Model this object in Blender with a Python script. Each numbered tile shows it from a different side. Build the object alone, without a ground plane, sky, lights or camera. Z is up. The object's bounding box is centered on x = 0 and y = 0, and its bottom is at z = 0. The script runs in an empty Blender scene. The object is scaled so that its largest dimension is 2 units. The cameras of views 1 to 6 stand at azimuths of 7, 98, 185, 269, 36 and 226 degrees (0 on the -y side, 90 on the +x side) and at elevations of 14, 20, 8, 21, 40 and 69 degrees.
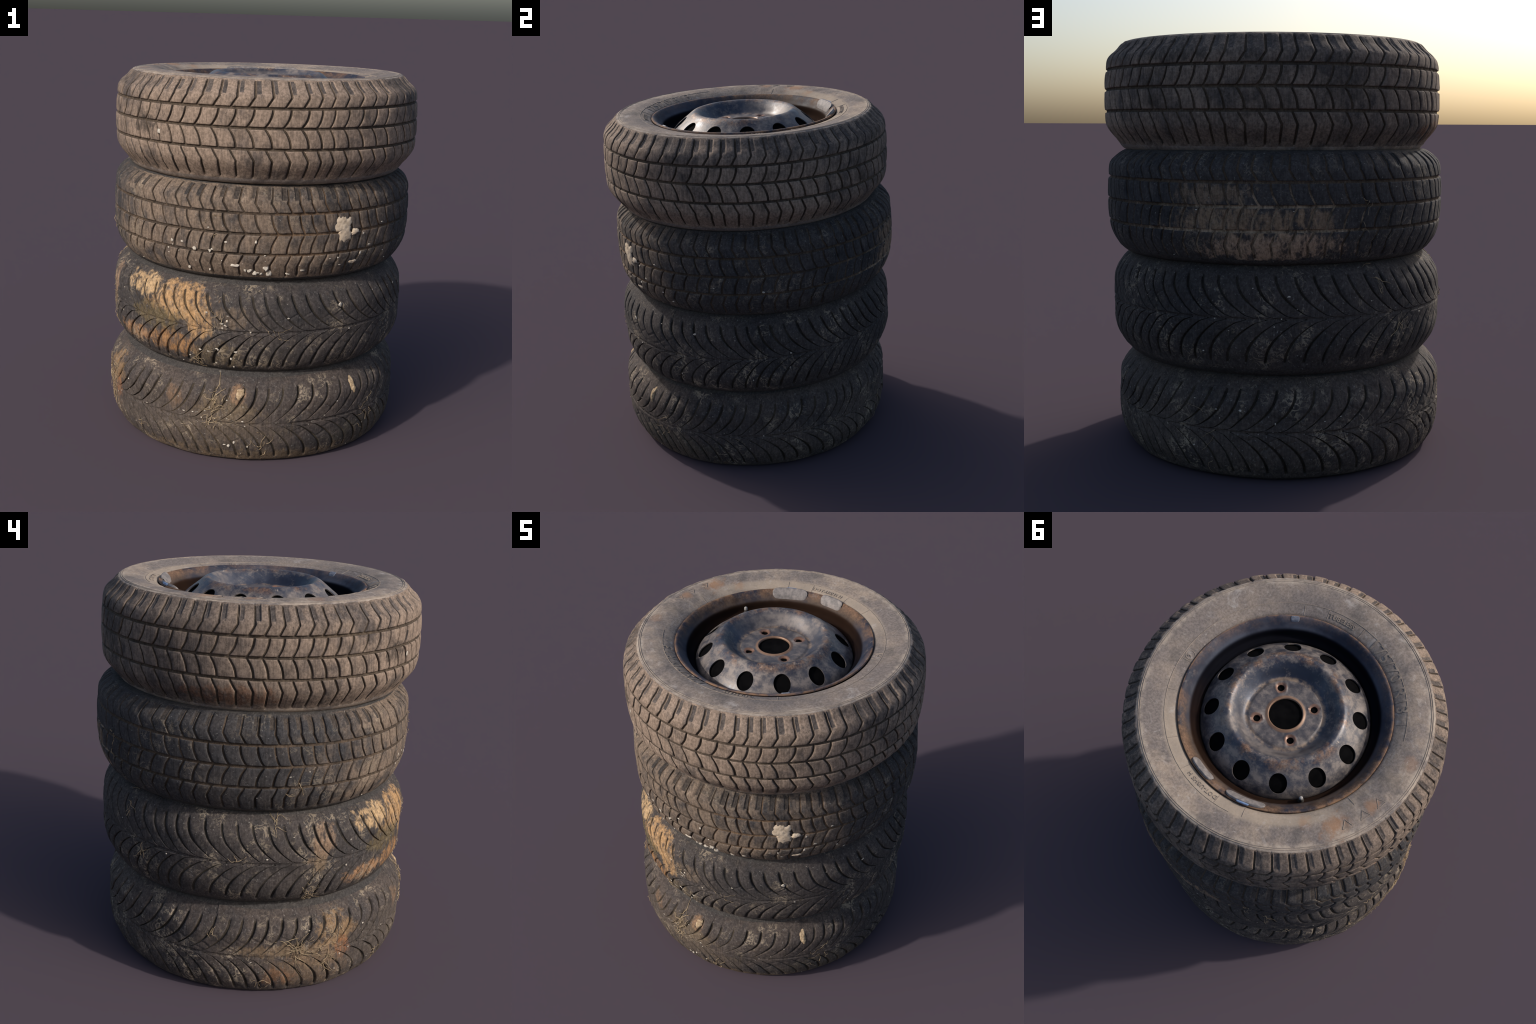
"""A stack of four worn car wheels: two block-tread tyres on two chevron-tread tyres,
the top one showing its dented, rusty steel rim."""
import bpy, bmesh, math, random
import numpy as np
from mathutils import Vector, Matrix

rng = np.random.default_rng(11)
random.seed(11)
TAU = 2 * math.pi

# ------------------------------------------------------------------ small helpers
def value_noise(p, seed=0):
    """smooth 3D value noise in -1..1 at the points p (N,3)"""
    i = np.floor(p).astype(np.int64)
    f = p - i
    f = f * f * f * (f * (f * 6 - 15) + 10)
    def h(a, b, c):
        n = (a * 374761393 + b * 668265263 + c * 2147483647 + seed * 1274126177) & 0xFFFFFFFF
        n = ((n ^ (n >> 13)) * 1274126177) & 0xFFFFFFFF
        n = (n ^ (n >> 16)) & 0xFFFF
        return n / 32767.5 - 1
    x, y, z = i[:, 0], i[:, 1], i[:, 2]
    def lx(dy, dz):
        a, b = h(x, y + dy, z + dz), h(x + 1, y + dy, z + dz)
        return a + (b - a) * f[:, 0]
    def ly(dz):
        a, b = lx(0, dz), lx(1, dz)
        return a + (b - a) * f[:, 1]
    a, b = ly(0), ly(1)
    return a + (b - a) * f[:, 2]


def fbm(p, scale, octaves=3, seed=0):
    out, amp = 0, 1.0
    for k in range(octaves):
        out = out + amp * value_noise(p * scale * 2 ** k, seed + k)
        amp *= 0.5
    return out / 1.75


def smooth(a, b, x):
    t = np.clip((x - a) / (b - a), 0, 1)
    return t * t * (3 - 2 * t)


def spline(pts, n=600):
    """smooth curve through 2D points: chord-length Hermite, sampled evenly by arc length"""
    P = np.array(pts, float)
    d = np.linalg.norm(np.diff(P, axis=0), axis=1)
    t = np.concatenate([[0], np.cumsum(d)])
    m = np.zeros_like(P)
    for k in range(len(P)):
        if k == 0: m[k] = (P[1] - P[0]) / d[0]
        elif k == len(P) - 1: m[k] = (P[-1] - P[-2]) / d[-1]
        else:
            a, b = (P[k] - P[k - 1]) / d[k - 1], (P[k + 1] - P[k]) / d[k]
            m[k] = (a * d[k] + b * d[k - 1]) / (d[k] + d[k - 1])
    u = np.linspace(0, t[-1], n * 3)
    k = np.clip(np.searchsorted(t, u, side='right') - 1, 0, len(P) - 2)
    h = (t[k + 1] - t[k])
    x = ((u - t[k]) / h)[:, None]
    h = h[:, None]
    Q = ((2 * x**3 - 3 * x**2 + 1) * P[k] + (x**3 - 2 * x**2 + x) * h * m[k]
         + (-2 * x**3 + 3 * x**2) * P[k + 1] + (x**3 - x**2) * h * m[k + 1])
    s = np.concatenate([[0], np.cumsum(np.linalg.norm(np.diff(Q, axis=0), axis=1))])
    ss = np.linspace(0, s[-1], n)
    return ss, np.stack([np.interp(ss, s, Q[:, j]) for j in (0, 1)], 1)


def new_mesh(name, verts, faces, mats, mat_index=None, normals=None, smooth_shade=True):
    me = bpy.data.meshes.new(name)
    verts = np.asarray(verts, np.float32)
    faces = np.asarray(faces, np.int32)
    me.vertices.add(len(verts))
    me.vertices.foreach_set("co", verts.ravel())
    nf, k = faces.shape
    me.loops.add(nf * k)
    me.loops.foreach_set("vertex_index", faces.ravel())
    me.polygons.add(nf)
    me.polygons.foreach_set("loop_start", np.arange(0, nf * k, k, dtype=np.int32))
    for m in mats:
        me.materials.append(m)
    if mat_index is not None:
        me.polygons.foreach_set("material_index", np.asarray(mat_index, np.int32))
    me.polygons.foreach_set("use_smooth", np.full(nf, smooth_shade))
    me.update(calc_edges=True)
    me.validate()
    if normals is not None:
        me.normals_split_custom_set_from_vertices(np.asarray(normals, np.float32).tolist())
    return me


def add_object(name, data, parent=None):
    ob = bpy.data.objects.new(name, data)
    bpy.context.scene.collection.objects.link(ob)
    if parent is not None:
        ob.parent = parent
    return ob


def grid_faces(rows, cols, closed=True):
    """quads of a rows x cols grid, columns wrapping round"""
    i, j = np.meshgrid(np.arange(rows - 1), np.arange(cols if closed else cols - 1), indexing='ij')
    a = (i * cols + j).ravel()
    j2 = ((j + 1) % cols)
    b = (i * cols + j2).ravel()
    return np.stack([a, b, b + cols, a + cols], 1)


def grid_normals(V):
    """vertex normals of a (rows, cols, 3) grid closed along the columns, columns running anticlockwise"""
    du = np.roll(V, -1, 1) - np.roll(V, 1, 1)
    dv = np.gradient(V, axis=0)
    n = np.cross(du, dv)
    return n / np.maximum(np.linalg.norm(n, axis=2, keepdims=True), 1e-12)


def lathe(name, prof, mats, seg=128, parent=None, wobble=0.0, closed_profile=False):
    P = np.array(prof, float)
    a = np.arange(seg) / seg * TAU
    r, z = P[:, 0][:, None], P[:, 1][:, None]
    w = 1 + wobble * (np.sin(3 * a + 1) + 0.6 * np.sin(7 * a))[None]
    V = np.stack([r * w * np.cos(a), r * w * np.sin(a), z + 0 * a[None]], 2)
    F = grid_faces(len(P), seg)
    if closed_profile:
        last = (len(P) - 1) * seg
        j = np.arange(seg); k = (j + 1) % seg
        F = np.concatenate([F, np.stack([last + j, last + k, k, j], 1)])
    me = new_mesh(name, V.reshape(-1, 3), F, mats)
    me.set_sharp_from_angle(angle=math.radians(42))
    return add_object(name, me, parent)


# ------------------------------------------------------------------ node materials
class Nodes:
    def __init__(self, name):
        self.mat = bpy.data.materials.new(name)
        self.mat.use_nodes = True
        self.t = self.mat.node_tree
        self.bsdf = self.t.nodes["Principled BSDF"]
        self.obj = self.node("ShaderNodeTexCoord").outputs["Object"]
        s = self.node("ShaderNodeSeparateXYZ"); self.link(self.obj, s.inputs[0])
        self.x, self.y, self.z = s.outputs

    def node(self, kind, **kw):
        n = self.t.nodes.new(kind)
        for k, v in kw.items(): setattr(n, k, v)
        return n

    def link(self, a, b): self.t.links.new(a, b)

    def put(self, sock, v):
        if isinstance(v, bpy.types.NodeSocket): self.link(v, sock)
        elif isinstance(v, tuple) and len(v) == 3 and sock.type == 'RGBA': sock.default_value = (*v, 1)
        else: sock.default_value = v

    def math(self, op, a, b=0.0, c=0.0, clamp=False):
        n = self.node("ShaderNodeMath", operation=op, use_clamp=clamp)
        for s, v in zip(n.inputs, (a, b, c)): self.put(s, v)
        return n.outputs[0]

    def add(self, a, b): return self.math('ADD', a, b)
    def mul(self, a, b): return self.math('MULTIPLY', a, b)
    def inv(self, a): return self.math('SUBTRACT', 1.0, a)
    def mx(self, a, b): return self.math('MAXIMUM', a, b)

    def step(self, v, lo, hi, a=0.0, b=1.0):
        n = self.node("ShaderNodeMapRange", interpolation_type='SMOOTHSTEP')
        self.put(n.inputs[0], v)
        for s, q in zip(n.inputs[1:5], (lo, hi, a, b)): s.default_value = q
        return n.outputs[0]

    def mix(self, f, a, b, blend='MIX'):
        n = self.node("ShaderNodeMix", data_type='RGBA', blend_type=blend)
        self.put(n.inputs[0], f); self.put(n.inputs[6], a); self.put(n.inputs[7], b)
        return n.outputs[2]

    def noise(self, scale, detail=5.0, rough=0.6, stretch=None, dist=0.0, offset=(0, 0, 0), vec=None):
        m = self.node("ShaderNodeMapping")
        self.link(vec or self.obj, m.inputs[0])
        m.inputs[1].default_value = offset
        m.inputs[3].default_value = stretch or (1, 1, 1)
        n = self.node("ShaderNodeTexNoise")
        self.link(m.outputs[0], n.inputs["Vector"])
        n.inputs["Scale"].default_value = scale
        n.inputs["Detail"].default_value = detail
        n.inputs["Roughness"].default_value = rough
        n.inputs["Distortion"].default_value = dist
        return n.outputs["Fac"]

    def voronoi(self, scale, feature='F1', rand=1.0):
        n = self.node("ShaderNodeTexVoronoi", feature=feature)
        self.link(self.obj, n.inputs["Vector"])
        n.inputs["Scale"].default_value = scale
        n.inputs["Randomness"].default_value = rand
        return n.outputs["Distance"]

    def polar(self):
        """radius and a vector (cos, sin) * angle-like coordinates that run round the wheel"""
        r = self.math('SQRT', self.add(self.mul(self.x, self.x), self.mul(self.y, self.y)))
        return r

    def toward(self, degrees):
        """1 on the side of the wheel that faces this angle, -1 opposite"""
        a = math.radians(degrees)
        r = self.polar()
        return self.math('DIVIDE', self.add(self.mul(self.x, math.cos(a)), self.mul(self.y, math.sin(a))), r)

    def blot(self, degrees, z, r, wide, high, wobble, edge=0.25):
        """soft-edged ragged blot centred on the tyre surface at this angle and height"""
        a = math.radians(degrees)
        ca, sa = math.cos(a), math.sin(a)
        along = self.add(self.mul(self.x, -sa), self.mul(self.y, ca))
        out = self.add(self.mul(self.x, ca), self.mul(self.y, sa))
        up = self.math('SUBTRACT', self.z, z)
        u = self.math('DIVIDE', along, wide); v = self.math('DIVIDE', up, high)
        d = self.math('SQRT', self.add(self.mul(u, u), self.mul(v, v)))
        d = self.add(d, wobble)
        front = self.step(out, 0.0, 0.1)
        return self.mul(self.step(d, 1.0 + edge, 1.0 - edge), front)

    def finish(self, colour, rough=0.85, bump=None, strength=0.4, dist=0.004, metallic=0.0, spec=0.3):
        self.put(self.bsdf.inputs["Base Color"], colour)
        self.put(self.bsdf.inputs["Roughness"], rough)
        self.put(self.bsdf.inputs["Metallic"], metallic)
        self.bsdf.inputs["Specular IOR Level"].default_value = spec
        if bump is not None:
            b = self.node("ShaderNodeBump")
            b.inputs["Strength"].default_value = strength
            b.inputs["Distance"].default_value = dist
            self.put(b.inputs["Height"], bump)
            self.link(b.outputs[0], self.bsdf.inputs["Normal"])
        return self.mat


def rubber(name, base, dust, amount, blots=(), speck=0.3, side=None, side_gain=0.0, side_range=(.25, .95), seed=0.0, grime=(0.012, 0.011, 0.011),
           streak=True, fibre=0.0, scuff=0.0, speck_colour=(0.36, 0.34, 0.31), blot_mix=0.9):
    """aged rubber: dark base, patchy dust, dry streaks across the tread, pale specks, blots of mud"""
    n = Nodes(name)
    off = (seed, seed * 1.7, seed * 0.6)
    big = n.noise(2.6, 4, 0.55, offset=off)
    mid = n.noise(11, 6, 0.65, offset=off)
    fine = n.noise(70, 5, 0.7, offset=off)
    across = n.noise(38, 4, 0.6, stretch=(1, 1, 0.13), offset=off)
    cover = n.add(n.mul(big, 0.55), n.add(n.mul(mid, 0.45), n.mul(across, 0.25 if streak else 0.1)))
    cover = n.step(cover, 0.44, 0.74)
    if side is not None:
        cover = n.math('MULTIPLY', cover, n.step(n.add(n.toward(side), n.mul(n.math('SUBTRACT', mid, 0.5), 1.1)), *side_range, 1 - side_gain, 1.0))
    cover = n.math('MULTIPLY', cover, amount, clamp=True)
    lines = n.noise(120, 3, 0.6, stretch=(1, 1, 0.10), offset=off)
    fine = n.add(n.mul(fine, 0.6), n.mul(lines, 0.4))
    tone = n.mix(n.step(fine, 0.36, 0.64), tuple(0.62 * c for c in base), tuple(1.35 * c for c in base))
    dusty = n.mix(n.step(fine, 0.38, 0.64), tuple(0.62 * c for c in dust), tuple(1.22 * c for c in dust))
    col = n.mix(cover, tone, dusty)
    dark = n.mul(n.step(n.noise(5.5, 6, 0.65, offset=(seed + 5, 2, seed)), 0.56, 0.74), 0.55)
    col = n.mix(dark, col, grime)
    wob = n.add(n.mul(n.math('SUBTRACT', mid, 0.5), 2.2), n.mul(n.math('SUBTRACT', n.noise(32, 6, 0.7, stretch=(1, 1, 0.45)), 0.5), 1.9))
    hole = n.step(n.add(n.mul(n.noise(34, 6, 0.74, stretch=(1, 1, .33), offset=(seed, 2, 2)), .75), n.mul(mid, .25)), 0.40, 0.52, 0.12, 1.0)
    for (deg, z, wide, high, colour, *gain) in blots:
        m = n.blot(deg, z, 0.83, wide, high, wob)
        g = gain[0] if gain else blot_mix
        m = n.mul(m, hole)
        c2 = n.mix(n.step(fine, 0.3, 0.7), tuple(0.5 * c for c in colour), tuple(1.3 * c for c in colour))
        col = n.mix(n.mul(m, g), col, c2)
    # dark pores, threads of dried matter, pale specks and scuffs
    pore = n.mul(n.step(n.noise(170, 2, 0.5, offset=off), 0.60, 0.70), n.step(n.noise(14, 3, 0.5, offset=(seed, 8, 2)), 0.42, 0.6))
    col = n.mix(n.mul(pore, 0.55), col, grime)
    if fibre > 0:
        where = n.step(n.noise(4.2, 4, 0.6, offset=(seed * 2, 4, 7)), 0.46, 0.62)
        for q, sc0 in enumerate((15, 24)):
            f = n.noise(sc0, 3, 0.55, dist=1.6, offset=(seed + 3 * q, q, 1))
            thread = n.step(n.math('ABSOLUTE', n.math('SUBTRACT', f, 0.5)), 0.05, 0.018)
            gate = n.mul(where, n.step(n.noise(9 + 5 * q, 3, 0.6, offset=(q, seed, 3)), 0.5, 0.6))
            col = n.mix(n.mul(n.mul(thread, gate), fibre), col, (0.36, 0.29, 0.21))
        clod = n.mul(n.step(n.noise(19, 7, 0.75, offset=(seed, 5, 9)), 0.56, 0.68), where)
        col = n.mix(n.mul(clod, 0.6 * fibre), col, (0.150, 0.108, 0.078))
    sp = n.mul(n.step(n.noise(26, 4, 0.75, offset=(3 + seed, 9, 1)), 0.70 - 0.05 * speck, 0.78), speck)
    sc = n.mul(n.step(n.noise(95, 3, 0.6, offset=(seed, 1, 4)), 0.62, 0.74), speck * 0.8)
    rub = n.mul(n.mul(n.step(n.noise(46, 5, 0.7, stretch=(1, 1, .4), offset=(seed, 6, 4)), 0.54, 0.70), n.step(n.noise(7, 4, 0.6, offset=(6, seed, 4)), 0.42, 0.62)), scuff)
    col = n.mix(rub, col, (0.150, 0.128, 0.116))
    col = n.mix(n.mx(sp, sc), col, speck_colour)
    height = n.add(n.mul(fine, 0.6), n.mul(n.noise(160, 3, 0.6), 0.5))
    return n.finish(col, 0.88, height, 0.35, 0.004, spec=0.22)


def sidewall_material():
    n = Nodes("dusty_sidewall_rubber")
    r = n.polar()
    big = n.noise(3.2, 5, 0.6); mid = n.noise(13, 6, 0.68); fine = n.noise(85, 5, 0.7)
    cover = n.step(n.add(n.mul(big, 0.6), n.mul(mid, 0.45)), 0.42, 0.66)
    grey = n.mix(n.step(fine, 0.3, 0.7), (0.125, 0.107, 0.099), (0.215, 0.182, 0.166))
    tan = n.mix(n.step(fine, 0.3, 0.7), (0.245, 0.193, 0.152), (0.365, 0.292, 0.232))
    warm = n.step(n.toward(140), -0.75, 0.7)
    col = n.mix(n.math('MULTIPLY', cover, n.add(0.45, n.mul(warm, 0.55))), grey, tan)
    # clean pale band by the bead on one side
    band = n.mul(n.step(r, 0.63, 0.60), n.step(n.toward(100), 0.2, 0.75))
    col = n.mix(n.mul(band, 0.6), col, (0.37, 0.30, 0.23))
    # rust run-off
    for deg, rad, w, s in ((158, 0.665, 0.085, 1.0), (176, 0.66, 0.05, 0.8), (146, 0.60, 0.05, 0.6), (200, 0.68, 0.05, .4)):
        a = math.radians(deg)
        dx = n.math('SUBTRACT', n.x, rad * math.cos(a)); dy = n.math('SUBTRACT', n.y, rad * math.sin(a))
        d = n.math('DIVIDE', n.math('SQRT', n.add(n.mul(dx, dx), n.mul(dy, dy))), w)
        d = n.add(d, n.mul(n.math('SUBTRACT', mid, 0.5), 3.0))
        col = n.mix(n.mul(n.step(d, 1.0, 0.1), 0.6 * s), col, (0.34, 0.175, 0.085))
    # scuffs: pale, blurred
    sc = n.step(n.noise(6.5, 8, 0.74, offset=(4, 1, 0), dist=1.2), 0.55, 0.70)
    col = n.mix(n.mul(sc, 0.6), col, (0.40, 0.37, 0.35))
    sm = n.mul(n.step(n.noise(21, 7, 0.75, offset=(2, 1, 5), dist=.7), 0.54, 0.68), n.step(big, 0.4, 0.6))
    col = n.mix(n.mul(sm, 0.55), col, (0.42, 0.375, 0.34))
    sp = n.step(n.noise(48, 4, 0.7, offset=(1, 7, 0)), 0.62, 0.74)
    col = n.mix(n.mul(sp, 0.5), col, (0.46, 0.42, 0.38))
    dk = n.step(n.noise(5.0, 7, 0.68, offset=(9, 3, 0), dist=.6), 0.52, 0.68)
    col = n.mix(n.mul(dk, 0.6), col, (0.085, 0.077, 0.072))
    # fretted ring where the wall meets the tread
    ring = n.mul(n.mul(n.step(r, 0.700, 0.722), n.step(r, 0.752, 0.738)), n.step(mid, 0.4, 0.62))
    col = n.mix(n.mul(ring, 0.6), col, (0.44, 0.37, 0.30))
    return n.finish(col, 0.9, n.add(n.mul(fine, 0.4), n.mul(mid, 0.6)), 0.25, 0.004, spec=0.2)


def rim_material(disc=False):
    n = Nodes("worn_black_steel_disc" if disc else "worn_black_steel_rim")
    r = n.polar()
    big = n.noise(5, 5, 0.6, offset=(2, 0, 0)); mid = n.noise(17, 6, 0.68); fine = n.noise(90, 4, 0.65)
    paint = n.mix(n.step(big, 0.35, 0.65), (0.018, 0.022, 0.038), (0.052, 0.059, 0.082))
    rust = n.mix(n.step(fine, 0.3, 0.7), (0.105, 0.056, 0.034), (0.27, 0.152, 0.088))
    grey = n.mix(n.step(mid, 0.34, 0.66), (0.105, 0.092, 0.088), (0.255, 0.212, 0.182))
    if disc:
        # paint rubbed thin on the crest and the outer slope, kept in the bowl
        bowl = n.mul(n.step(r, 0.195, 0.212), n.step(r, 0.275, 0.245))
        slope = n.step(r, 0.315, 0.355)
        patch = n.add(n.add(n.mul(big, 0.35), n.mul(mid, 0.45)), n.mul(fine, 0.25))
        worn = n.math('SUBTRACT', n.add(n.step(patch, 0.42, 0.66), n.mul(slope, 0.35)), n.mul(bowl, 0.40), clamp=True)
        tan_side = n.step(n.add(n.toward(115), n.mul(n.math('SUBTRACT', patch, 0.5), 0.9)), 0.0, 0.9)  # bowl turns to the grey-tan tone towards one side
        worn = n.mx(worn, n.mul(n.mul(bowl, tan_side), 0.75))
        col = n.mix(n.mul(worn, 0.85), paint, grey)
        crest = n.mul(n.step(r, 0.255, 0.285), n.step(r, 0.345, 0.305))
        rm = n.mul(crest, n.step(n.noise(11, 7, 0.75, offset=(0, 5, 0)), 0.46, 0.62))
        col = n.mix(n.mul(rm, 0.75), col, rust)
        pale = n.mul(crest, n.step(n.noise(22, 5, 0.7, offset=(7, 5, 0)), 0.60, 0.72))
        col = n.mix(n.mul(pale, 0.8), col, (0.50, 0.41, 0.33))  # pale crest spots stand in for highlights, painted into the colour
        plat = n.step(r, 0.205, 0.185)
        col = n.mix(n.mul(plat, 0.55), col, grey)
        hub = n.step(n.math('ABSOLUTE', n.math('SUBTRACT', r, 0.092)), 0.016, 0.004)
        col = n.mix(n.mul(hub, 0.8), col, (0.27, 0.150, 0.085))
        edge = n.mul(n.step(n.math('ABSOLUTE', n.math('SUBTRACT', r, 0.195)), 0.016, 0.004), n.step(mid, 0.38, 0.6))
        col = n.mix(n.mul(edge, 0.65), col, (0.30, 0.21, 0.14))
        for k in range(4):
            a = math.radians(56 + 90 * k)
            dx = n.math('SUBTRACT', n.x, 0.147 * math.cos(a)); dy = n.math('SUBTRACT', n.y, 0.147 * math.sin(a))
            d = n.math('SQRT', n.add(n.mul(dx, dx), n.mul(dy, dy)))
            d = n.add(d, n.mul(n.math('SUBTRACT', mid, 0.5), 0.02))
            col = n.mix(n.mul(n.step(d, 0.036, 0.024), 0.85), col, (0.205, 0.105, 0.066))
        metal, rough = 0.25, n.step(mid, 0.3, 0.7, 0.33, 0.58)
    else:
        lip = n.step(r, 0.485, 0.535)
        side = n.step(n.add(n.toward(120), n.mul(n.math('SUBTRACT', big, 0.5), 0.8)), -0.35, 0.6)
        worn = n.mul(n.step(n.add(n.mul(big, 0.5), n.mul(mid, 0.6)), 0.42, 0.66), n.mul(lip, n.add(0.25, n.mul(side, 0.75))))
        col = n.mix(worn, paint, rust)
        col = n.mix(n.mul(side, n.step(big, 0.25, 0.6)), col, n.mix(n.step(mid, 0.35, 0.65), (0.035, 0.022, 0.016), (0.085, 0.058, 0.042)))
        col = n.mix(n.mul(worn, 0.7), col, rust)
        scuff = n.mul(n.step(n.noise(20, 6, 0.7, offset=(4, 4, 0)), 0.54, 0.68), lip)
        col = n.mix(n.mul(scuff, 0.55), col, (0.16, 0.135, 0.125))
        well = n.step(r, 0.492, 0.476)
        col = n.mix(n.mul(well, 0.96), col, n.mix(side, (0.004, 0.004, 0.006), (0.017, 0.009, 0.006)))  # well blackened: its shade is put into the colour, browner on one side
        edge = n.mul(n.step(r, 0.530, 0.541), n.step(mid, 0.35, 0.6))
        col = n.mix(n.mul(edge, 0.75), col, (0.26, 0.15, 0.085))
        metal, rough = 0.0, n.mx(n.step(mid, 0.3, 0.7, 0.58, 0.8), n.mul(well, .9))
    mat = n.finish(col, rough, n.add(n.mul(fine, 0.4), mid), 0.25, 0.003, metallic=metal, spec=0.5)
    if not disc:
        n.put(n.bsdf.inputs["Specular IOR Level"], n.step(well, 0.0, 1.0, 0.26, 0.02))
    return mat


def plain(name, a, b, scale=30, rough=0.8, metal=0.0, spec=0.3, bump=0.4):
    n = Nodes(name)
    f = n.noise(scale, 6, 0.65)
    return n.finish(n.mix(n.step(f, 0.32, 0.68), a, b), rough, f, bump, 0.004, metallic=metal, spec=spec)


# ------------------------------------------------------------------ the tyres
# outer profile of each tyre as (radius, height) from the lower bead round to the upper one
def tyre_profile(knots, half, lower, upper):
    frac = (-1, -.8, -.55, -.25, .1, .45, .7, .86, 1.0)
    mid = [(r, (f + 1) * half) for r, f in zip(knots, frac)]
    return lower + mid[1:-1] + upper


def block_tread(N, g, flip, seed, zone):
    """Four rows of blocks between three grooves. Returns the column phases, the row
    heights, the sideways lean of the cross grooves at a height, and the groove depth."""
    g3, g2, g1 = g
    lo, hi = zone
    cols = np.array([-.105, -.080, -.062, -.044, -.022, .022, .044, .062, .080, .105, .14, .18, .24, .30, .35, .39, .43, .47, .52, .58, .65, .72, .79, .85])
    kink_up, kink_dn = g1 + 0.052, g3 - 0.060
    R = np.random.default_rng(seed)
    notch_w = R.uniform(0.30, 0.43, N); notch_d = R.uniform(0.55, 1.0, N) * np.where(R.random(N) < .12, .3, 1)

    def lean(z):
        z = np.asarray(z, float)
        up = np.clip((z - g2) / (g1 - g2), 0, 1)
        dn = np.clip((g2 - z) / (g2 - g3), 0, 1)
        rows23 = np.where(z >= g2, -.46 * (1 - up) ** 2.2, -.46 * (1 - dn) ** 2.2)
        t1 = np.clip((z - g1) / (kink_up - g1), 0, 1)
        row1 = np.where(z < kink_up, -.36 + .38 * t1, .02 - .10 * np.clip((z - kink_up) / (hi - kink_up), 0, 1))
        t4 = np.clip((g3 - z) / (g3 - kink_dn), 0, 1)
        row4 = np.where(z > kink_dn, -.36 + .38 * t4, .02 - .10 * np.clip((kink_dn - z) / (kink_dn - lo), 0, 1))
        w = .0046
        a = smooth(g1 - w, g1 + w, z); b = smooth(g3 + w, g3 - w, z)
        return rows23 * (1 - a) * (1 - b) + row1 * a + row4 * b

    edges = []
    for q in (g1, g2, g3):
        edges += [q - .0115, q - .0084, q - .0066, q - .0048, q, q + .0048, q + .0066, q + .0084, q + .0115]
    edges += [lo, hi, hi - .004, hi - .012, kink_up, kink_up + .008, kink_up + .016, kink_dn, kink_dn - .008, kink_dn - .016, lo + .006, lo + .014]

    def depth(z, block, c, metres):
        """z, block index, phase inside the pitch, metres per pitch"""
        d = np.minimum(c, 1 - c) * metres
        cross = smooth(.0066, .0034, d)
        top = smooth(hi, hi - .012, z) * smooth(lo, lo + .012, z)
        cross = cross * top * np.where((z > kink_up + .02) | (z < kink_dn - .02), 0.9, 1)
        ring = np.zeros_like(z)
        for q in (g1, g2, g3):
            ring = np.maximum(ring, smooth(.0080, .0046, np.abs(z - q)))
        w = notch_w[block]
        n = smooth(.06, .12, c) * smooth(w + .06, w - .02, c) * notch_d[block]
        up = smooth(kink_up + .004, kink_up + .026, z) * smooth(hi, hi - .006, z)
        dn = smooth(kink_dn - .010, kink_dn - .022, z) * smooth(lo, lo + .01, z)
        notch = n * np.maximum(up, dn * .35)
        crown = .0022 * smooth(.016, .004, d) + .0018 * np.maximum.reduce([smooth(.020, .006, np.abs(z - q)) for q in (g1, g2, g3)])
        return np.maximum(np.maximum(cross, ring) * .0092, notch * .0075) + crown, np.where((notch > .45) & (np.maximum(cross, ring) < .5), .40, np.maximum(cross, ring))
    return cols, edges, lean, depth, flip


def chevron_tread(N, zc, flip, seed, zone):
    """Curved grooves sweep from each shoulder into a zigzag centre line; thin sipes link them."""
    lo, hi = zone
    cols = np.array([-.120, -.092, -.068, -.045, -.020, .020, .045, .068, .092, .120, .16, .22, .28, .35, .42, .50, .58, .65, .72, .78, .83])
    R = np.random.default_rng(seed)
    tilt = R.uniform(-.012, .012, N); at = R.uniform(.055, .095, N); at2 = R.uniform(.02, .04, N)
    dz_k = np.array([0, .006, .017, .032, .047, .066, .085, .107, .13, .16, .20])
    of_k = np.array([12.5, 10.6, 8.3, 6.9, 5.6, 4.2, 3.0, 1.95, 1.15, .45, 0]) / (360 / N)

    def lean(z):
        z = np.asarray(z, float)
        v = np.interp(np.abs(z - zc), dz_k, of_k)
        return v + np.where(z < zc, .5, 0) * smooth(zc + .003, zc - .003, z)

    edges = [lo, hi, zc - .012, zc - .0095, zc - .0065, zc - .004, zc, zc + .004, zc + .0065, zc + .0095, zc + .012]

    def depth(z, block, c, metres):
        dz = np.abs(z - zc)
        wide = np.interp(dz, [0, .02, .05, .10, .16, .2], [.5, .55, .8, 1.05, 1.15, 1.0])
        d = np.minimum(c, 1 - c) * metres
        cross = smooth(.0078 * wide, .0036 * wide, d)
        up_end, lo_end = hi - .035, lo + .02
        top = smooth(up_end + .012, up_end - .02, z) * smooth(lo_end - .012, lo_end + .012, z)
        cross = cross * top
        centre = smooth(.0095, .004, dz) * .5
        crown = .0035 * smooth(.020, .004, d) * top * smooth(.02, .08, dz)
        line = at[block] + tilt[block] + .030 * (c - .5)
        line2 = at2[block] + .02 * (c - .5)
        sipe = np.maximum(smooth(.0046, .0016, np.abs(dz - line)), .8 * smooth(.004, .0014, np.abs(dz - line2)))
        sipe = sipe * smooth(.05, .09, c) * smooth(.97, .90, c) * .32 * top
        d_all = np.maximum(np.maximum(cross, centre), sipe)
        return d_all * .0105 + crown, np.maximum(cross, np.maximum(centre, sipe))
    return cols, edges, lean, depth, flip


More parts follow.
